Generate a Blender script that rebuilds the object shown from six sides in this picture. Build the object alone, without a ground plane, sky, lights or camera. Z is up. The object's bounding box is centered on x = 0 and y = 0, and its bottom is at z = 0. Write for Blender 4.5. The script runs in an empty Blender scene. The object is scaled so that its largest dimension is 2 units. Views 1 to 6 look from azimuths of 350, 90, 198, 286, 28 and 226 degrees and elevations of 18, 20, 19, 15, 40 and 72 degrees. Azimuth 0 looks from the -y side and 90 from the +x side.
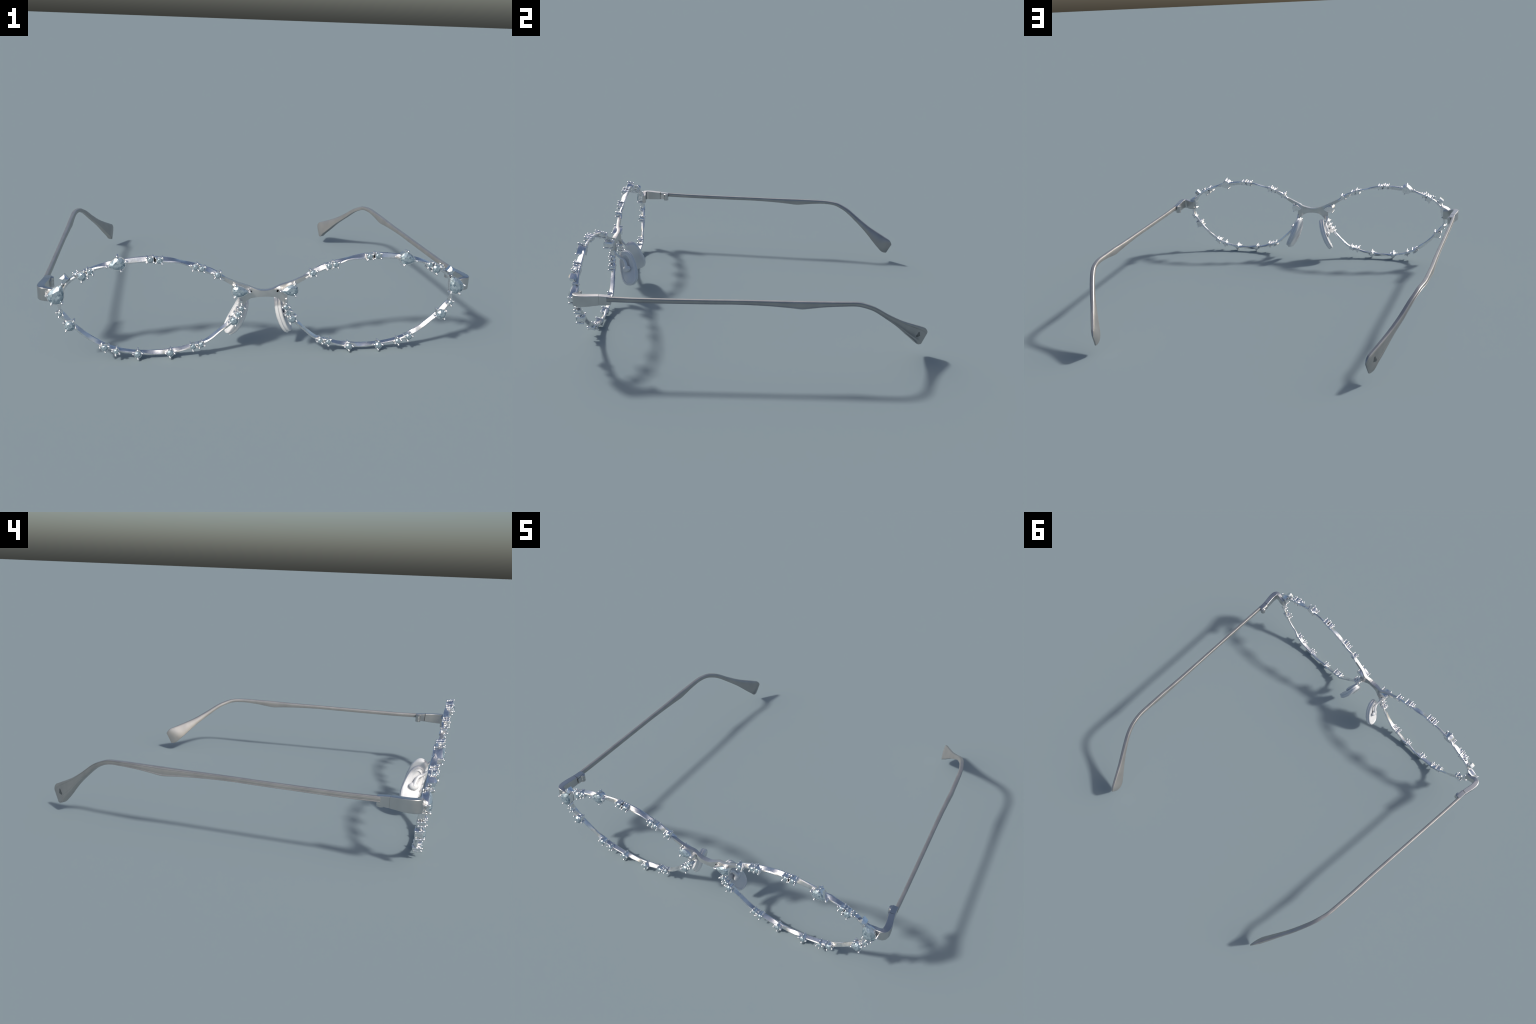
import bpy, bmesh, math, random
from mathutils import Vector, Matrix, noise

random.seed(7)
TILT = 0.1115                      # the front leans forward: y = depth - TILT * z
TILT_A = math.atan(TILT)
D_SHIFT = -0.0005                  # the whole front stands this much forward

# ------------------------------------------------------------------ materials
def new_mat(name):
    m = bpy.data.materials.new(name)
    m.use_nodes = True
    nt = m.node_tree
    return m, nt, nt.nodes["Principled BSDF"]

def noise_ramp(nt, scale, lo, hi, p0=0.35, p1=0.65, detail=4.0):
    tc = nt.nodes.new("ShaderNodeTexCoord")
    nz = nt.nodes.new("ShaderNodeTexNoise")
    nz.inputs["Scale"].default_value = scale
    nz.inputs["Detail"].default_value = detail
    cr = nt.nodes.new("ShaderNodeValToRGB")
    cr.color_ramp.elements[0].position = p0
    cr.color_ramp.elements[1].position = p1
    cr.color_ramp.elements[0].color = lo
    cr.color_ramp.elements[1].color = hi
    nt.links.new(tc.outputs["Object"], nz.inputs["Vector"])
    nt.links.new(nz.outputs["Fac"], cr.inputs["Fac"])
    return tc, nz, cr

def metal(name, lo, hi, r0, r1, scale=30, bump=0.0, metallic=1.0):
    m, nt, b = new_mat(name)
    tc, nz, cr = noise_ramp(nt, scale, lo + (1,), hi + (1,))
    nt.links.new(cr.outputs["Color"], b.inputs["Base Color"])
    mr = nt.nodes.new("ShaderNodeMapRange")
    mr.inputs["To Min"].default_value = r0
    mr.inputs["To Max"].default_value = r1
    nt.links.new(nz.outputs["Fac"], mr.inputs["Value"])
    nt.links.new(mr.outputs["Result"], b.inputs["Roughness"])
    b.inputs["Metallic"].default_value = metallic
    if bump:
        bp = nt.nodes.new("ShaderNodeBump")
        bp.inputs["Strength"].default_value = bump
        bp.inputs["Distance"].default_value = 0.002
        n2 = nt.nodes.new("ShaderNodeTexNoise")
        n2.inputs["Scale"].default_value = 90
        nt.links.new(tc.outputs["Object"], n2.inputs["Vector"])
        nt.links.new(n2.outputs["Fac"], bp.inputs["Height"])
        nt.links.new(bp.outputs["Normal"], b.inputs["Normal"])
    return m

M_SILVER = metal("polished_silver", (0.76, 0.76, 0.765), (0.88, 0.88, 0.88), 0.22, 0.36, 40, 0.25)
M_PRONG = metal("bright_silver", (0.80, 0.80, 0.81), (0.92, 0.92, 0.92), 0.24, 0.34, 120)
M_ENDPIECE = metal("satin_silver", (0.54, 0.54, 0.54), (0.60, 0.60, 0.595), 0.29, 0.35, 12)
M_TEMPLE = metal("brushed_steel", (0.37, 0.365, 0.36), (0.42, 0.415, 0.405), 0.30, 0.36, 14, 0.0, 0.70)
M_BRIDGE = metal("satin_bridge_silver", (0.62, 0.615, 0.605), (0.68, 0.675, 0.665), 0.25, 0.32, 20, 0.0, 0.90)
M_SQUARE = metal("clear_square_stone", (0.70, 0.74, 0.78), (0.84, 0.87, 0.90), 0.16, 0.26, 60)
M_MARK = metal("dark_engraving", (0.17, 0.175, 0.18), (0.22, 0.225, 0.23), 0.40, 0.5, 60)  # inlay in a darker grey than the temple

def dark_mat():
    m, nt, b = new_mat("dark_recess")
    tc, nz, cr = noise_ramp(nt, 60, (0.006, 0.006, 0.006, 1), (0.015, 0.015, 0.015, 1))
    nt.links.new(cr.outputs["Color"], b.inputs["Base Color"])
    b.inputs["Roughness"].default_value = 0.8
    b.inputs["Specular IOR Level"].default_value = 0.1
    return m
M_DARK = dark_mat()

def gem_mat():
    m, nt, b = new_mat("pale_blue_gemstone")
    tc = nt.nodes.new("ShaderNodeTexCoord")
    vo = nt.nodes.new("ShaderNodeTexVoronoi")
    vo.inputs["Scale"].default_value = 4.5
    nt.links.new(tc.outputs["Object"], vo.inputs["Vector"])
    cr = nt.nodes.new("ShaderNodeValToRGB")
    cr.color_ramp.elements[0].color = (0.14, 0.21, 0.27, 1)
    cr.color_ramp.elements[1].color = (0.46, 0.56, 0.61, 1)
    nt.links.new(vo.outputs["Color"], cr.inputs["Fac"])
    nt.links.new(cr.outputs["Color"], b.inputs["Base Color"])
    b.inputs["Metallic"].default_value = 0.55
    b.inputs["Roughness"].default_value = 0.27
    return m
M_GEM = gem_mat()

def pad_mat():
    m, nt, b = new_mat("milky_silicone")
    tc, nz, cr = noise_ramp(nt, 9, (0.70, 0.71, 0.73, 1), (0.76, 0.765, 0.775, 1))
    nt.links.new(cr.outputs["Color"], b.inputs["Base Color"])
    b.inputs["Roughness"].default_value = 0.28
    b.inputs["Metallic"].default_value = 0.15
    return m
M_PAD = pad_mat()

# ------------------------------------------------------------------ helpers
ROOT = bpy.data.objects.new("eyeglasses", None)
bpy.context.scene.collection.objects.link(ROOT)
ROOT["label"] = "silver wire eyeglasses with pale blue gemstones on the rims"
ROOT["category"] = "eyeglasses"

def smooth_by_angle(me, deg):
    for p in me.polygons:
        p.use_smooth = True
    me.set_sharp_from_angle(angle=math.radians(deg))

def mesh_from_bm(name, bm, mats, angle=None):
    bmesh.ops.recalc_face_normals(bm, faces=bm.faces[:])
    me = bpy.data.meshes.new(name)
    bm.to_mesh(me)
    bm.free()
    for m in (mats if isinstance(mats, (list, tuple)) else [mats]):
        me.materials.append(m)
    if angle:
        smooth_by_angle(me, angle)
    return me

def add(name, me, parent=ROOT, matrix=None):
    o = bpy.data.objects.new(name, me)
    bpy.context.scene.collection.objects.link(o)
    o.parent = parent
    if matrix is not None:
        o.matrix_local = matrix
    return o

FLIP = Matrix.Scale(-1, 4, Vector((1, 0, 0)))

def mirror_mesh(me, name):
    m2 = me.copy()
    m2.name = name
    m2.transform(FLIP)
    m2.flip_normals()
    return m2

def add_pair(name, me, parent=ROOT):
    a = add(name, me, parent)
    b = add(name, mirror_mesh(me, name), parent)
    return a, b

def interp(keys, t):
    """piecewise smooth interpolation through rows (t, v1, v2, ...)"""
    n = len(keys)
    if t <= keys[0][0]:
        return list(keys[0][1:])
    if t >= keys[-1][0]:
        return list(keys[-1][1:])
    for i in range(n - 1):
        if keys[i][0] <= t <= keys[i + 1][0]:
            break
    t0, t1 = keys[i][0], keys[i + 1][0]
    u = (t - t0) / (t1 - t0)
    out = []
    for c in range(1, len(keys[0])):
        p1, p2 = keys[i][c], keys[i + 1][c]
        m1 = (keys[i + 1][c] - keys[i - 1][c]) / (keys[i + 1][0] - keys[i - 1][0]) if i > 0 else (p2 - p1) / (t1 - t0)
        m2 = (keys[i + 2][c] - keys[i][c]) / (keys[i + 2][0] - keys[i][0]) if i < n - 2 else (p2 - p1) / (t1 - t0)
        h = t1 - t0
        a = 2 * u**3 - 3 * u**2 + 1
        b = u**3 - 2 * u**2 + u
        c2 = -2 * u**3 + 3 * u**2
        d = u**3 - u**2
        out.append(a * p1 + b * h * m1 + c2 * p2 + d * h * m2)
    return out

def chord_keys(rows):
    """prepend cumulative chord length of the first three columns"""
    s, out = 0.0, []
    for i, r in enumerate(rows):
        if i:
            s += (Vector(r[:3]) - Vector(rows[i - 1][:3])).length
        out.append((s,) + tuple(r))
    return out

def superellipse(n, e):
    pts = []
    for k in range(n):
        a = 2 * math.pi * (k + 0.5) / n
        c, s = math.cos(a), math.sin(a)
        pts.append((math.copysign(abs(c) ** (2 / e), c), math.copysign(abs(s) ** (2 / e), s)))
    return pts

def loft(bm, rings, closed=False, caps=True):
    vr = [[bm.verts.new(p) for p in r] for r in rings]
    n = len(rings[0])
    m = len(vr)
    for i in range(m if closed else m - 1):
        a, b = vr[i], vr[(i + 1) % m]
        for k in range(n):
            bm.faces.new((a[k], a[(k + 1) % n], b[(k + 1) % n], b[k]))
    if caps and not closed:
        bm.faces.new(vr[0][::-1])
        bm.faces.new(vr[-1])
    return vr

def rod(bm, p, q, r, seg=8, r2=None):
    p, q = Vector(p), Vector(q)
    d = (q - p).normalized()
    u = d.orthogonal().normalized()
    v = d.cross(u)
    r2 = r if r2 is None else r2
    rings = []
    for c, rr in ((p, r), (q, r2)):
        rings.append([c + (u * math.cos(2 * math.pi * k / seg) + v * math.sin(2 * math.pi * k / seg)) * rr for k in range(seg)])
    loft(bm, rings)

def bead(bm, p, r, sz=1.0):
    mt = Matrix.Translation(Vector(p)) @ Matrix.Diagonal((r, r, r * sz, 1))
    bmesh.ops.create_uvsphere(bm, u_segments=10, v_segments=7, radius=1.0, matrix=mt)

# ------------------------------------------------------------------ temples
# top edge (x, y, z), bottom edge (y, z, dx), thickness
T_ROWS = [
    (0.972, -0.712, 0.3565, -0.712, 0.3315, 0.0, 0.0200, 0.0),
    (0.966, -0.549, 0.3535, -0.549, 0.3300, 0.0, 0.0200, 0.0),
    (0.951, -0.200, 0.3550, -0.200, 0.3325, 0.0, 0.0205, 0.0),
    (0.9445, -0.060, 0.3565, -0.060, 0.3345, 0.0, 0.0215, 0.0),
    (0.9385, 0.084, 0.3570, 0.084, 0.3310, 0.0, 0.0230, 0.0),
    (0.9355, 0.200, 0.3580, 0.200, 0.3240, 0.0, 0.0240, 0.0),
    (0.9340, 0.256, 0.3590, 0.256, 0.3195, 0.0, 0.0245, 0.0),
    (0.9310, 0.310, 0.3595, 0.310, 0.3255, 0.0, 0.0245, 0.0),
    (0.9280, 0.371, 0.3600, 0.371, 0.3330, 0.0, 0.0245, 0.0),
    (0.9210, 0.466, 0.3600, 0.463, 0.3385, 0.0, 0.0245, 0.0),
    (0.9030, 0.543, 0.3545, 0.528, 0.3360, 0.004, 0.0245, 0.0),
    (0.8890, 0.588, 0.3390, 0.571, 0.3230, 0.004, 0.0245, 0.05),
    (0.8690, 0.634, 0.3160, 0.620, 0.2985, 0.004, 0.0245, 0.12),
    (0.8330, 0.708, 0.2640, 0.692, 0.2420, 0.005, 0.0235, 0.25),
    (0.7920, 0.785, 0.2150, 0.760, 0.1830, 0.006, 0.0220, 0.50),
    (0.7520, 0.862, 0.1765, 0.826, 0.1150, 0.006, 0.0210, 0.95),
    (0.7290, 0.905, 0.1560, 0.858, 0.0830, 0.010, 0.0205, 1.05),
    (0.7180, 0.927, 0.1440, 0.880, 0.0600, 0.012, 0.0190, 0.80),
    (0.7120, 0.940, 0.1270, 0.899, 0.0505, 0.012, 0.0140, 0.40),
    (0.7100, 0.9445, 0.1150, 0.914, 0.0505, 0.010, 0.0070, 0.20),
]

def temple_frame(s, keys):
    x, y, z, yb, zb, dx, th, fl = interp(keys, s)
    x += 0.004
    lift = 0.0025 * max(0.0, min(1.0, (0.75 - y) / 0.3))
    z += lift
    zb += lift
    top = Vector((x, y, z))
    bot = Vector((x + dx, yb, zb))
    e = 0.004
    a, b = interp(keys, s - e), interp(keys, s + e)
    d = Vector((b[0] - a[0], b[1] - a[1], 0))
    if d.length < 1e-6:
        d = Vector((-0.45, 0.9, 0))
    d.normalize()
    nrm = Vector((d.y, -d.x, 0))
    return top, bot, nrm, th, fl

_half = [(0.90, 0.0), (0.90, 0.50), (0.86, 0.56), (0.90, 0.62), (0.97, 0.66), (0.95, 0.74), (0.78, 0.93), (0.55, 1.0),
         (0.0, 1.0), (-0.50, 1.0), (-0.64, 0.95), (-0.80, 0.75), (-0.93, 0.42), (-1.0, 0.0)]
_low = [(-0.97, -0.42), (-0.90, -0.80), (-0.85, -0.95), (-0.76, -1.0), (0.0, -1.0), (0.80, -1.0), (0.93, -0.95), (0.97, -0.84),
        (0.97, -0.72), (0.92, -0.66), (0.86, -0.60), (0.90, -0.52)]
TEMPLE_SECTION = _half + _low

def build_temple():
    keys = chord_keys(T_ROWS)
    L = keys[-1][0]
    bm = bmesh.new()
    sec = TEMPLE_SECTION
    rings = []
    N = 220
    for i in range(N + 1):
        s = L * i / N
        top, bot, nrm, th, fl = temple_frame(s, keys)
        c = (top + bot) / 2
        up = (top - bot) / 2
        # the lower half of the blade is a little hollowed on the faces
        rings.append([c + nrm * (a * th / 2 * (1 + fl * (0.5 - 0.5 * b) ** 0.8)) + up * b for a, b in sec])
    loft(bm, rings)
    return mesh_from_bm("temple", bm, M_TEMPLE, 35), keys

temple_me, T_KEYS = build_temple()
temples = add_pair("temple", temple_me)

def build_mark():
    """small heart shaped mark on the outer face of the tip, following the face"""
    s0 = T_KEYS[-1][0] - 0.058
    bm = bmesh.new()
    ring, ring2, ring3 = [], [], []
    for k in range(40):
        t = 2 * math.pi * k / 40
        hx = 16 * math.sin(t) ** 3 / 17
        hy = (13 * math.cos(t) - 5 * math.cos(2 * t) - 2 * math.cos(3 * t) - math.cos(4 * t)) / 17
        for rr, lift, sc in ((ring, 0.0004, 1.0), (ring2, -0.004, 1.0), (ring3, 0.0010, 0.45)):
            top, bot, nrm, th, fl = temple_frame(s0 - sc * hy * 0.015, T_KEYS)
            fr = 0.53 + sc * hx * 0.20
            off = 0.90 * th / 2 * (1 + fl * fr ** 0.8)
            rr.append(top.lerp(bot, fr) + nrm * (off + lift))
    loft(bm, [ring2, ring, ring3])
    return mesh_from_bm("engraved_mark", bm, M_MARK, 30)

mk = build_mark()
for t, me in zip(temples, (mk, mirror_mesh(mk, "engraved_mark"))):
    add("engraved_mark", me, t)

# ------------------------------------------------------------------ end pieces and hinges
def bar_loft(rows, e=15, n=44, sub=10):
    """rows: (x, y, 0, zlow, zhigh, thickness) in plan"""
    keys = chord_keys(rows)
    L = keys[-1][0]
    sec = superellipse(n, e)
    rings = []
    N = sub * (len(rows) - 1)
    for i in range(N + 1):
        s = L * i / N
        x, y, _, z0, z1, th = interp(keys, s)
        a, b = interp(keys, max(0, s - 0.002)), interp(keys, min(L, s + 0.002))
        d = Vector((b[0] - a[0], b[1] - a[1], 0)).normalized()
        nrm = Vector((d.y, -d.x, 0))
        c = Vector((x, y, (z0 + z1) / 2))
        rings.append([c + nrm * (p * th / 2) + Vector((0, 0, q * (z1 - z0) / 2)) for p, q in sec])
    bm = bmesh.new()
    loft(bm, rings)
    return bm

END_ROWS = [
    (0.900, -0.866, 0, 0.297, 0.352, 0.022),
    (0.930, -0.868, 0, 0.297, 0.356, 0.024),
    (0.957, -0.872, 0, 0.303, 0.364, 0.024),
    (0.975, -0.867, 0, 0.306, 0.3665, 0.029),
    (0.9825, -0.848, 0, 0.307, 0.3665, 0.034),
    (0.9815, -0.815, 0, 0.308, 0.3655, 0.034),
    (0.975, -0.780, 0, 0.311, 0.3645, 0.033),
    (0.9705, -0.7535, 0, 0.3135, 0.364, 0.032),
]
HINGE_ROWS = [
    (0.9703, -0.7515, 0, 0.3140, 0.3635, 0.0315),
    (0.9690, -0.735, 0, 0.3150, 0.3625, 0.0315),
    (0.9680, -0.712, 0, 0.3190, 0.3605, 0.031),
    (0.9675, -0.698, 0, 0.3220, 0.3590, 0.030),
]
end_me = mesh_from_bm("end_piece", bar_loft(END_ROWS), M_ENDPIECE, 30)
add_pair("end_piece", end_me)
hb = bar_loft(HINGE_ROWS, sub=4)
hinge_me = mesh_from_bm("hinge", hb, M_ENDPIECE, 30)
hinges = add_pair("hinge", hinge_me)

def build_knuckle():
    """three-leaf barrel on the inner side of the hinge"""
    bm = bmesh.new()
    prof = [(0.309, 0.80), (0.3105, 1.0), (0.3225, 1.0), (0.3228, 0.93), (0.3242, 0.93), (0.3245, 1.0), (0.3395, 1.0), (0.3398, 0.93),
            (0.3412, 0.93), (0.3415, 1.0), (0.3535, 1.0), (0.3555, 0.80)]
    r = 0.0165
    loft(bm, [[Vector((0.957 + r * k * math.cos(2 * math.pi * j / 28), -0.712 + r * k * math.sin(2 * math.pi * j / 28), z))
               for j in range(28)] for z, k in prof])
    mt = Matrix.Translation(Vector((0.958, -0.735, 0.334))) @ Matrix.Diagonal((0.016, 0.036, 0.034, 1))
    bmesh.ops.create_cube(bm, size=1.0, matrix=mt)
    return mesh_from_bm("hinge_knuckle", bm, M_ENDPIECE, 40)
kn = build_knuckle()
for h, me in zip(hinges, (kn, mirror_mesh(kn, "hinge_knuckle"))):
    add("hinge_knuckle", me, h)

# ------------------------------------------------------------------ bridge
def front_pt(x, z, D):
    return Vector((x, D + D_SHIFT - TILT * z, z))

def drop(z):
    return 0.0026 * max(0.0, 1 - z / 0.30)

BRIDGE_TOP = [(0, 0.3325), (0.018, 0.3335), (0.035, 0.3375), (0.060, 0.346), (0.085, 0.357), (0.110, 0.368),
              (0.140, 0.3815), (0.165, 0.393), (0.185, 0.403), (0.200, 0.409)]
BRIDGE_LOW = [(0.200, 0.395), (0.186, 0.384), (0.165, 0.371), (0.140, 0.356), (0.122, 0.344), (0.110, 0.328),
              (0.108, 0.300), (0.109, 0.275), (0.1075, 0.250), (0.100, 0.249), (0.092, 0.260), (0.080, 0.275),
              (0.064, 0.289), (0.045, 0.2975), (0.022, 0.3015), (0, 0.3025)]

def build_bridge():
    def refine(pts):
        out = []
        for (x0, z0), (x1, z1) in zip(pts, pts[1:]):
            out += [(x0, z0), ((x0 + x1) / 2, (z0 + z1) / 2)]
        return out + [pts[-1]]
    side = refine(BRIDGE_TOP) + refine(BRIDGE_LOW)
    ring = side + [(-x, z) for x, z in side[::-1] if x > 0]
    bm = bmesh.new()
    def mid(x):        # the bridge swings back behind the stones, its middle comes forward again
        return -0.8485 + 0.0120 * math.exp(-((abs(x) - 0.074) / 0.030) ** 2)
    def half(x):
        return 0.0085 + 0.0045 * math.exp(-(x / 0.06) ** 2)
    # flat slab, sliced into narrow columns, then bent to the plan curve
    f = [bm.verts.new((x, -1.0, z)) for x, z in ring]
    b = [bm.verts.new((x, 1.0, z)) for x, z in ring]
    n = len(ring)
    for k in range(n):
        bm.faces.new((f[k], f[(k + 1) % n], b[(k + 1) % n], b[k]))
    bm.faces.new(f)
    bm.faces.new(b[::-1])
    bmesh.ops.recalc_face_normals(bm, faces=bm.faces[:])
    for k in range(-49, 50):
        g = bm.verts[:] + bm.edges[:] + bm.faces[:]
        bmesh.ops.bisect_plane(bm, geom=g, dist=1e-6, plane_co=(k * 0.004 + 0.0003, 0, 0), plane_no=(1, 0, 0))
    edge = [e for e in bm.edges if len(e.link_faces) == 2 and e.calc_face_angle() > 0.9
            and abs(e.verts[0].co.y - e.verts[1].co.y) < 0.1]
    for v in bm.verts:
        x, sgn, z = v.co
        v.co = front_pt(x, z, mid(x) + sgn * half(x))
    bmesh.ops.bevel(bm, geom=edge, offset=0.0016, segments=2, affect='EDGES', profile=0.6, clamp_overlap=True)
    me = mesh_from_bm("bridge", bm, [M_BRIDGE, M_DARK], 40)
    ob = add("bridge", me)
    for sx in (-1, 1):
        cb = bmesh.new()
        rod(cb, front_pt(sx * 0.0615, 0.325, -0.90), front_pt(sx * 0.0615, 0.325, -0.832), 0.0056, 16)
        cm = mesh_from_bm("cutter", cb, M_DARK)
        co = bpy.data.objects.new("cutter", cm)
        bpy.context.scene.collection.objects.link(co)
        md = ob.modifiers.new("hole", 'BOOLEAN')
        md.object = co
        md.operation = 'DIFFERENCE'
        md.solver = 'EXACT'
        md.material_mode = 'TRANSFER'
        dg = bpy.context.evaluated_depsgraph_get()
        dg.update()
        nm = bpy.data.meshes.new_from_object(ob.evaluated_get(dg))
        nm.name = "bridge"
        ob.modifiers.clear()
        ob.data = nm
        bpy.data.objects.remove(co)
    smooth_by_angle(ob.data, 40)
    return ob
bridge = build_bridge()

# ------------------------------------------------------------------ rims
RIM = [(0.185, 0.392), (0.217, 0.414), (0.251, 0.432), (0.303, 0.453), (0.366, 0.474), (0.418, 0.486), (0.493, 0.4935),
       (0.545, 0.4925), (0.588, 0.489), (0.655, 0.480), (0.728, 0.463), (0.785, 0.442), (0.838, 0.414), (0.868, 0.389),
       (0.893, 0.352), (0.905, 0.312), (0.907, 0.277), (0.901, 0.247), (0.882, 0.219), (0.860, 0.190), (0.828, 0.158),
       (0.778, 0.114), (0.718, 0.074), (0.667, 0.053), (0.622, 0.0415), (0.571, 0.033), (0.495, 0.0275), (0.424, 0.033),
       (0.371, 0.0415), (0.320, 0.056), (0.282, 0.069), (0.247, 0.087), (0.193, 0.134), (0.150, 0.173), (0.118, 0.213),
       (0.105, 0.248), (0.103, 0.285)]
RIM_D = -0.846

def build_rim():
    keys = chord_keys([(x, z, 0.0) for x, z in RIM])
    L = keys[-1][0]
    sec = [(1.0, 0.45), (0.72, 0.92), (0.0, 1.0), (-0.72, 0.92), (-1.0, 0.45),
           (-1.0, -0.45), (-0.72, -0.92), (0.0, -1.0), (0.72, -0.92), (1.0, -0.45)]
    bm = bmesh.new()
    rings = []
    N = 420
    for i in range(N + 1):
        s = L * i / N
        x, z, _ = interp(keys, s)
        a, b = interp(keys, max(0, s - 0.004)), interp(keys, min(L, s + 0.004))
        t = Vector((b[0] - a[0], 0, b[1] - a[1])).normalized()
        out = Vector((-t.z, 0, t.x))
        dep = Vector((0, 1, 0))
        w = noise.noise(Vector((s * 9.0, 3.1, 0.7)))
        w2 = noise.noise(Vector((s * 14.0, 9.4, 2.2)))
        tw = 0.72 * t.x + 0.55 * math.sin(s * 17.0 + 2.5 * w)
        hd = 0.0146 + 0.0030 * w
        hh = 0.0072 + 0.0022 * w2
        ct, st = math.cos(tw), math.sin(tw)
        c = Vector((x, RIM_D, z))
        ring = []
        for p, q in sec:
            u, v = p * hd, q * hh
            u, v = u * ct - v * st, u * st + v * ct
            P = c + dep * u + out * v * 0.92
            ring.append(Vector((P.x, P.y + D_SHIFT - TILT * P.z, P.z - drop(P.z))))
        rings.append(ring)
    loft(bm, rings)
    return mesh_from_bm("rim", bm, M_SILVER, 28)
add_pair("rim", build_rim())

# ------------------------------------------------------------------ gemstones and settings
def unit_outline(kind, a):
    """outline point at angle a for a stone of unit half length; the pear tip points to +X"""
    if kind == "pear":
        s = math.sin(a / 2)
        return (math.cos(a), math.sin(a) * (abs(s) ** 0.85) * 0.98)
    return (math.cos(a), math.sin(a))

def gem_mesh(kind, asp=1.0, crown=0.50):
    bm = bmesh.new()
    def P(deg, r, z):
        x, y = unit_outline(kind, math.radians(deg))
        cx = -0.12 if kind == "pear" else 0.0
        return bm.verts.new((cx + (x - cx) * r, y * r * asp, z))
    n = 8
    T = [P(45 * k, 0.50, crown) for k in range(n)]
    Mv = [P(45 * k + 22.5, 0.76, crown * 0.66) for k in range(n)]
    G = [P(22.5 * j, 1.0, 0.05) for j in range(16)]
    H = [P(22.5 * j, 1.0, -0.05) for j in range(16)]
    cu = bm.verts.new((-0.12 if kind == "pear" else 0, 0, -0.6))
    bm.faces.new(T)
    for k in range(n):
        k1 = (k + 1) % n
        bm.faces.new((T[k], Mv[k], T[k1]))
        bm.faces.new((T[k], Mv[k - 1], G[2 * k], Mv[k]))
        bm.faces.new((Mv[k], G[2 * k], G[2 * k + 1]))
        bm.faces.new((Mv[k], G[2 * k + 1], G[(2 * k + 2) % 16]))
    for j in range(16):
        j1 = (j + 1) % 16
        bm.faces.new((G[j], H[j], H[j1], G[j1]))
        bm.faces.new((H[j], cu, H[j1]))
    return mesh_from_bm("gemstone", bm, M_GEM)

GEM_ROUND = gem_mesh("round")
GEM_PEAR = gem_mesh("pear", 0.98, 0.36)

def setting_mesh(kind, r, asp, depth, prongs, pr, out=1.0):
    """basket with prongs; origin at the girdle centre, +Z to the front"""
    bm = bmesh.new()
    n = 24
    def ring(sc, z):
        pts = []
        for k in range(n):
            x, y = unit_outline(kind, 2 * math.pi * k / n)
            pts.append(Vector((x * r * sc, y * r * asp * sc, z)))
        return pts
    prof = [(0.80, -depth), (0.88, -depth + 0.003), (0.84, -depth * 0.62), (0.96, -depth * 0.40),
            (0.98, -depth * 0.18), (1.02, -0.002), (1.01, 0.0022), (0.93, 0.0025)]
    loft(bm, [ring(s, z) for s, z in prof])
    for deg in prongs:
        x, y = unit_outline(kind, math.radians(deg))
        base = Vector((x * r, y * r * asp, 0))
        d = Vector((x * asp, y, 0)).normalized()
        p = base + d * (pr * 0.60 * out)
        q = base + d * (pr * 0.30)
        zb = -depth * 0.88
        rod(bm, (q.x, q.y, zb), (p.x, p.y, 0.004), pr * 0.72, 8)
        bead(bm, (p.x, p.y, 0.0045), pr, 1.1)
        bead(bm, (q.x, q.y, zb), pr * 0.9, 0.9)
        bead(bm, (p.x, p.y, -depth * 0.36), pr * 0.85, 1.0)
        # claw leaning over the stone edge
        rod(bm, (p.x, p.y, 0.005), tuple(base * 0.86 + Vector((0, 0, 0.0065))), pr * 0.6, 6, pr * 0.35)
    return mesh_from_bm("setting", bm, M_PRONG, 40)

def place(x, z, D, roll, side):
    m = Matrix.Translation(Vector((x, D + D_SHIFT - TILT * z, z - drop(z))))
    m = m @ Matrix.Rotation(math.radians(90) - TILT_A, 4, 'X') @ Matrix.Rotation(math.radians(roll), 4, 'Z')
    return (FLIP @ m) if side < 0 else m

# (x, z, girdle depth, radius, prong angles)
ROUND = [
    (0.8015, 0.426, -0.869, 0.0215, (20, 110, 200, 275)),
    (0.7675, 0.446, -0.867, 0.0150, (45, 150, 230, 310)),
    (0.5120, 0.497, -0.868, 0.0155, (35, 130, 215, 320)),
    (0.4730, 0.493, -0.868, 0.0155, (40, 140, 230, 325)),
    (0.3165, 0.4575, -0.868, 0.0155, (30, 120, 225, 310)),
    (0.2880, 0.4490, -0.867, 0.0150, (60, 150, 235, 325)),
    (0.2160, 0.4170, -0.867, 0.0165, (25, 130, 235, 320)),
    (0.1035, 0.2470, -0.864, 0.0140, (0, 90, 180, 270)),
    (0.1170, 0.2160, -0.862, 0.0145, (30, 120, 210, 300)),
    (0.1355, 0.1860, -0.866, 0.0205, (40, 150, 250, 335)),
    (0.2820, 0.0665, -0.864, 0.0140, (15, 105, 195, 300)),
    (0.3195, 0.0595, -0.868, 0.0150, (45, 135, 180, 270)),
    (0.4240, 0.0310, -0.868, 0.0170, (0, 95, 185, 272)),
    (0.5705, 0.0305, -0.868, 0.0180, (8, 90, 165, 268)),
    (0.6670, 0.0490, -0.866, 0.0145, (10, 100, 215, 280)),
    (0.7180, 0.0710, -0.867, 0.0175, (5, 60, 160, 260)),
    (0.8650, 0.1875, -0.866, 0.0255, (30, 130, 200, 305)),
    (0.9045, 0.2450, -0.861, 0.0125, (25, 95, 200, 285)),
]
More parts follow.
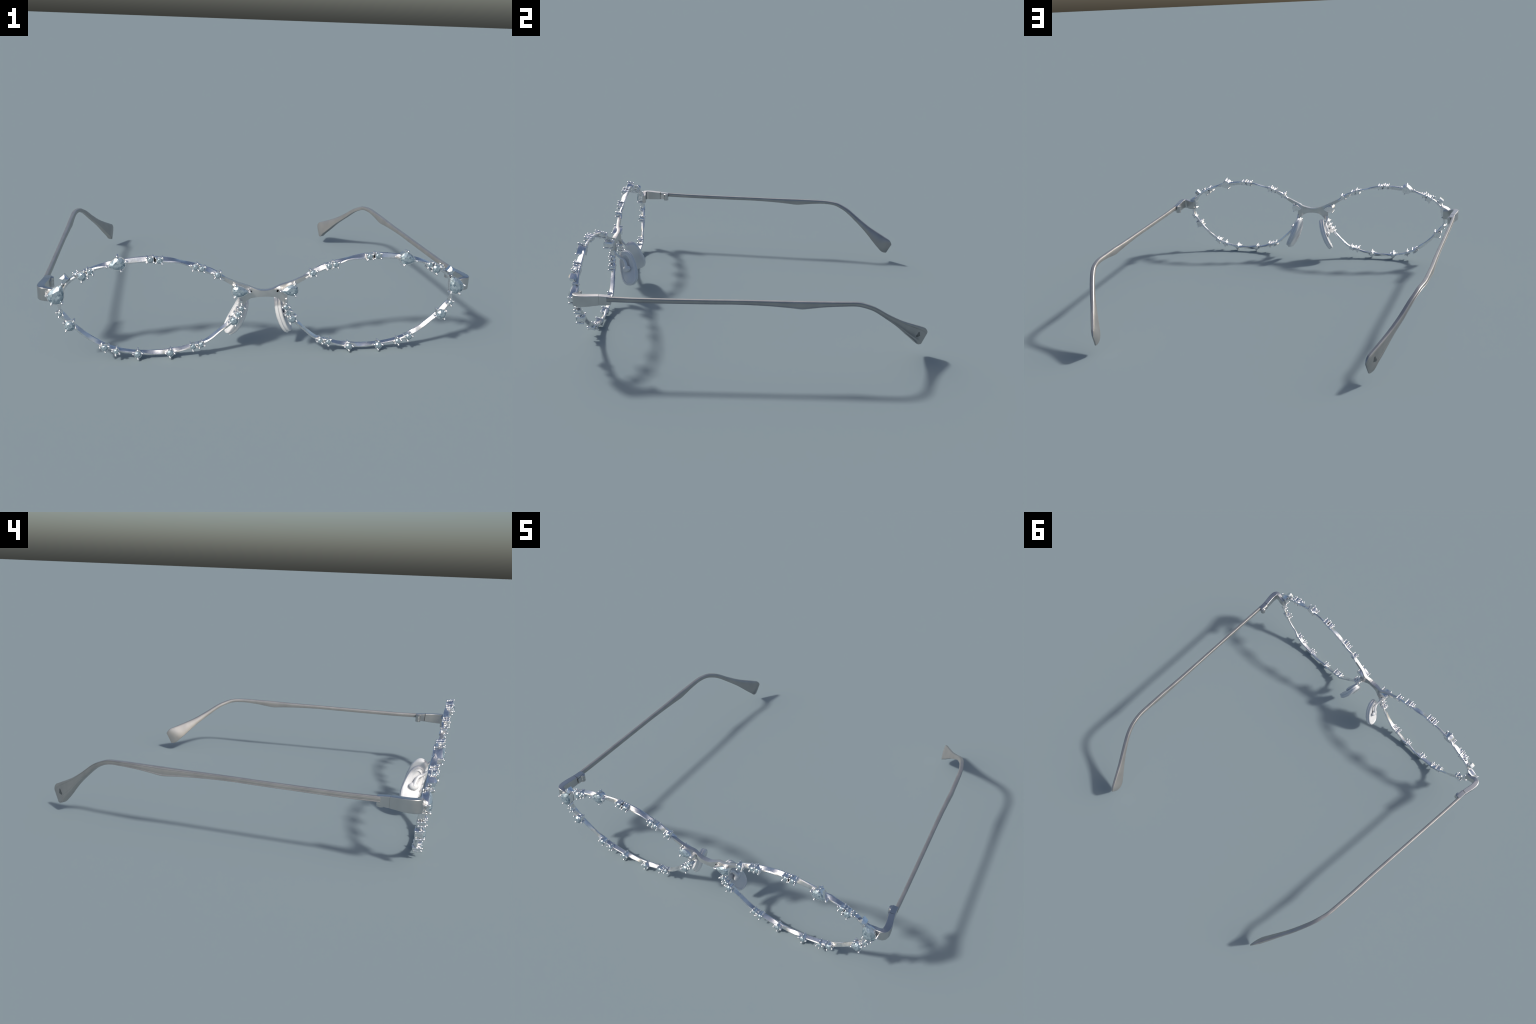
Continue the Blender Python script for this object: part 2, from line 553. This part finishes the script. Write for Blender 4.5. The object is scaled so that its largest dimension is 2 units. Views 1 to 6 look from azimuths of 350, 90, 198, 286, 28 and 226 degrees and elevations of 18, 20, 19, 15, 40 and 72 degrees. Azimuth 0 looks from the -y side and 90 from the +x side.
# (x, z, depth, half length, half-width ratio, tip direction degrees, prong angles)
PEAR = [
    (0.912, 0.341, -0.863, 0.0475, 1.00, 118, (0, 120, 180, 240)),
    (0.655, 0.4805, -0.873, 0.0390, 1.02, -14, (0, 105, 180, 255)),
    (0.1135, 0.336, -0.874, 0.0400, 0.90, 184, (0, 125, 235)),
]

def put(name, me, mat_r, gem, gscale):
    for side in (1, -1):
        mt = mat_r if side > 0 else FLIP @ mat_r
        st = add("setting", me, ROOT, mt)
        g = add("gemstone", gem, st, Matrix.Diagonal((*gscale, 1)))

for x, z, D, r, pg in ROUND:
    depth = -0.834 - D
    me = setting_mesh("round", r, 1.0, depth, pg, 0.0055 if r < 0.02 else 0.0060, 1.0)
    put("setting", me, place(x, z, D, 0, 1), GEM_ROUND, (r * 0.97, r * 0.97, r * 0.97))

for x, z, D, hl, asp, tip, pg in PEAR:
    depth = (-0.826 if x < 0.2 else -0.834) - D
    me = setting_mesh("pear", hl, asp * 0.98, depth, pg, 0.0060, 1.0)
    put("setting", me, place(x, z, D, tip, 1), GEM_PEAR, (hl * 0.97, hl * asp * 0.97, hl * 0.80))

# tiny stone standing on the outer edge of the rim, looking up and outwards
def side_matrix(x, z, D, ang):
    a = math.radians(ang)
    nz = Vector((math.cos(a), -0.25, math.sin(a))).normalized()
    ny = Vector((0, -1, 0))
    nx = ny.cross(nz).normalized()
    ny = nz.cross(nx)
    m = Matrix((nx, ny, nz)).transposed().to_4x4()
    return Matrix.Translation(Vector((x, D + D_SHIFT - TILT * z, z))) @ m
put("setting", setting_mesh("round", 0.0115, 1.0, 0.016, (45, 135, 225, 315), 0.0036), side_matrix(0.829, 0.436, -0.856, 60), GEM_ROUND, (0.011, 0.011, 0.010))

# square stone: a block set on its corner with a blunt pyramid in front
def square_gem():
    bm = bmesh.new()
    h = 0.0152
    rings = []
    for sc, z in ((0.80, -0.026), (1.0, -0.022), (1.0, 0.002), (0.95, 0.005), (0.30, 0.0125)):
        rings.append([Vector((sx * h * sc, sy * h * sc, z)) for sx, sy in ((-1, -1), (1, -1), (1, 1), (-1, 1))])
    loft(bm, rings)
    bmesh.ops.recalc_face_normals(bm, faces=bm.faces[:])
    bmesh.ops.bevel(bm, geom=bm.edges[:], offset=0.0012, segments=2, affect='EDGES')
    return mesh_from_bm("square_gemstone", bm, M_SQUARE, 25)
sq = square_gem()
for side in (1, -1):
    mt = place(0.8770, 0.4150, -0.864, 50, 1)
    add("square_gemstone", sq, ROOT, mt if side > 0 else FLIP @ mt)

# small solid black blocks between neighbouring settings
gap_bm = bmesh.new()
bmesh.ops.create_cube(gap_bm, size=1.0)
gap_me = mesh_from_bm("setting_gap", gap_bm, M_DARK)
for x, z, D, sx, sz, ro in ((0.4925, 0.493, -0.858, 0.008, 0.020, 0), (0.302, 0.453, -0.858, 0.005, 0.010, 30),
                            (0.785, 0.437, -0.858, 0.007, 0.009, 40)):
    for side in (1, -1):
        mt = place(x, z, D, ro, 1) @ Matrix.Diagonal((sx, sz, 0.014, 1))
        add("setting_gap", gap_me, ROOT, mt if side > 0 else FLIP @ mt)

# ------------------------------------------------------------------ nose pads
PAD_TOP, PAD_BOT = Vector((0.068, -0.815, 0.273)), Vector((0.147, -0.765, 0.076))
PL = (PAD_TOP - PAD_BOT).normalized()
PW = Vector((0.25, 0.97, 0.0))
PW = (PW - PL * PW.dot(PL)).normalized()
PN = PL.cross(PW)
if PN.x < 0:
    PN = -PN                       # PN points to the lens side
PC = (PAD_TOP + PAD_BOT) / 2 + Vector((0, 0.005, 0))
HL = (PAD_TOP - PAD_BOT).length / 2

def pad_ring(sl, sw, h, n=48):
    pts = []
    for k in range(n):
        a = 2 * math.pi * k / n
        c, s = math.cos(a), math.sin(a)
        e = 2.5
        l = math.copysign(abs(c) ** (2 / e), c)
        w = math.copysign(abs(s) ** (2 / e), s)
        w *= 1.0 - 0.10 * l                     # a little wider below
        p = PC + PL * (l * HL * sl) + PW * (w * 0.054 * sw)
        # slight bend so the face towards the nose is convex
        p += PN * (h * 1.15 - 0.011 * (1 - l * l) + 0.004)
        pts.append(p)
    return pts

def build_pad():
    bm = bmesh.new()
    prof = [(0.60, 0.55, -0.0140), (0.86, 0.82, -0.0132), (0.95, 0.93, -0.0105), (1.0, 1.0, -0.004), (1.0, 1.0, 0.001),
            (0.965, 0.945, 0.0025), (0.950, 0.92, 0.0045), (0.965, 0.945, 0.0070), (0.962, 0.94, 0.0135), (0.925, 0.88, 0.0160),
            (0.86, 0.76, 0.0160), (0.84, 0.72, 0.0135), (0.5, 0.4, 0.0130)]
    loft(bm, [pad_ring(a, b, h) for a, b, h in prof])
    me = mesh_from_bm("nose_pad", bm, M_PAD, 40)
    ob = add("nose_pad", me)
    cb = bmesh.new()
    mt = Matrix((PW, PL, PN)).transposed().to_4x4()
    mt = Matrix.Translation(PC + PL * 0.030 + PN * 0.017) @ mt @ Matrix.Diagonal((0.024, 0.050, 0.0105, 1))
    bmesh.ops.create_uvsphere(cb, u_segments=32, v_segments=16, radius=1.0, matrix=mt)
    co = bpy.data.objects.new("cutter", mesh_from_bm("cutter", cb, M_PAD))
    bpy.context.scene.collection.objects.link(co)
    md = ob.modifiers.new("pocket", 'BOOLEAN')
    md.object = co
    md.operation = 'DIFFERENCE'
    md.solver = 'EXACT'
    dg = bpy.context.evaluated_depsgraph_get()
    nm = bpy.data.meshes.new_from_object(ob.evaluated_get(dg))
    bpy.data.objects.remove(co)
    bpy.data.objects.remove(ob)
    nm.name = "nose_pad"
    smooth_by_angle(nm, 40)
    return nm
pads = add_pair("nose_pad", build_pad())

def build_pad_arm():
    bm = bmesh.new()
    boss = PC + PN * 0.022 - PL * 0.004
    mt = Matrix((PW, PL, PN)).transposed().to_4x4()
    mt = Matrix.Translation(boss) @ mt @ Matrix.Diagonal((0.025, 0.019, 0.011, 1))
    bmesh.ops.create_uvsphere(bm, u_segments=24, v_segments=12, radius=1.0, matrix=mt)
    pts = [boss + PN * 0.002, boss + PL * 0.028 + PN * 0.003, boss + PL * 0.054 + PN * 0.003 - PW * 0.006,
           boss + PL * 0.068 + PN * 0.004 - PW * 0.022, Vector((0.107, -0.862, 0.268)), Vector((0.105, -0.868, 0.285))]
    keys = chord_keys([tuple(p) for p in pts])
    L = keys[-1][0]
    rings = []
    for i in range(31):
        s = L * i / 30
        p = Vector(interp(keys, s))
        d = (Vector(interp(keys, min(L, s + 0.002))) - Vector(interp(keys, max(0, s - 0.002)))).normalized()
        u = d.orthogonal().normalized() if i == 0 else (u - d * u.dot(d)).normalized()
        v = d.cross(u)
        r = 0.0110 - 0.0045 * min(1, s / 0.085)
        rings.append([p + (u * math.cos(2 * math.pi * k / 12) + v * math.sin(2 * math.pi * k / 12)) * r for k in range(12)])
    loft(bm, rings)
    return mesh_from_bm("pad_arm", bm, M_PAD, 40)
pa = build_pad_arm()
for p, me in zip(pads, (pa, mirror_mesh(pa, "pad_arm"))):
    add("pad_arm", me, p)
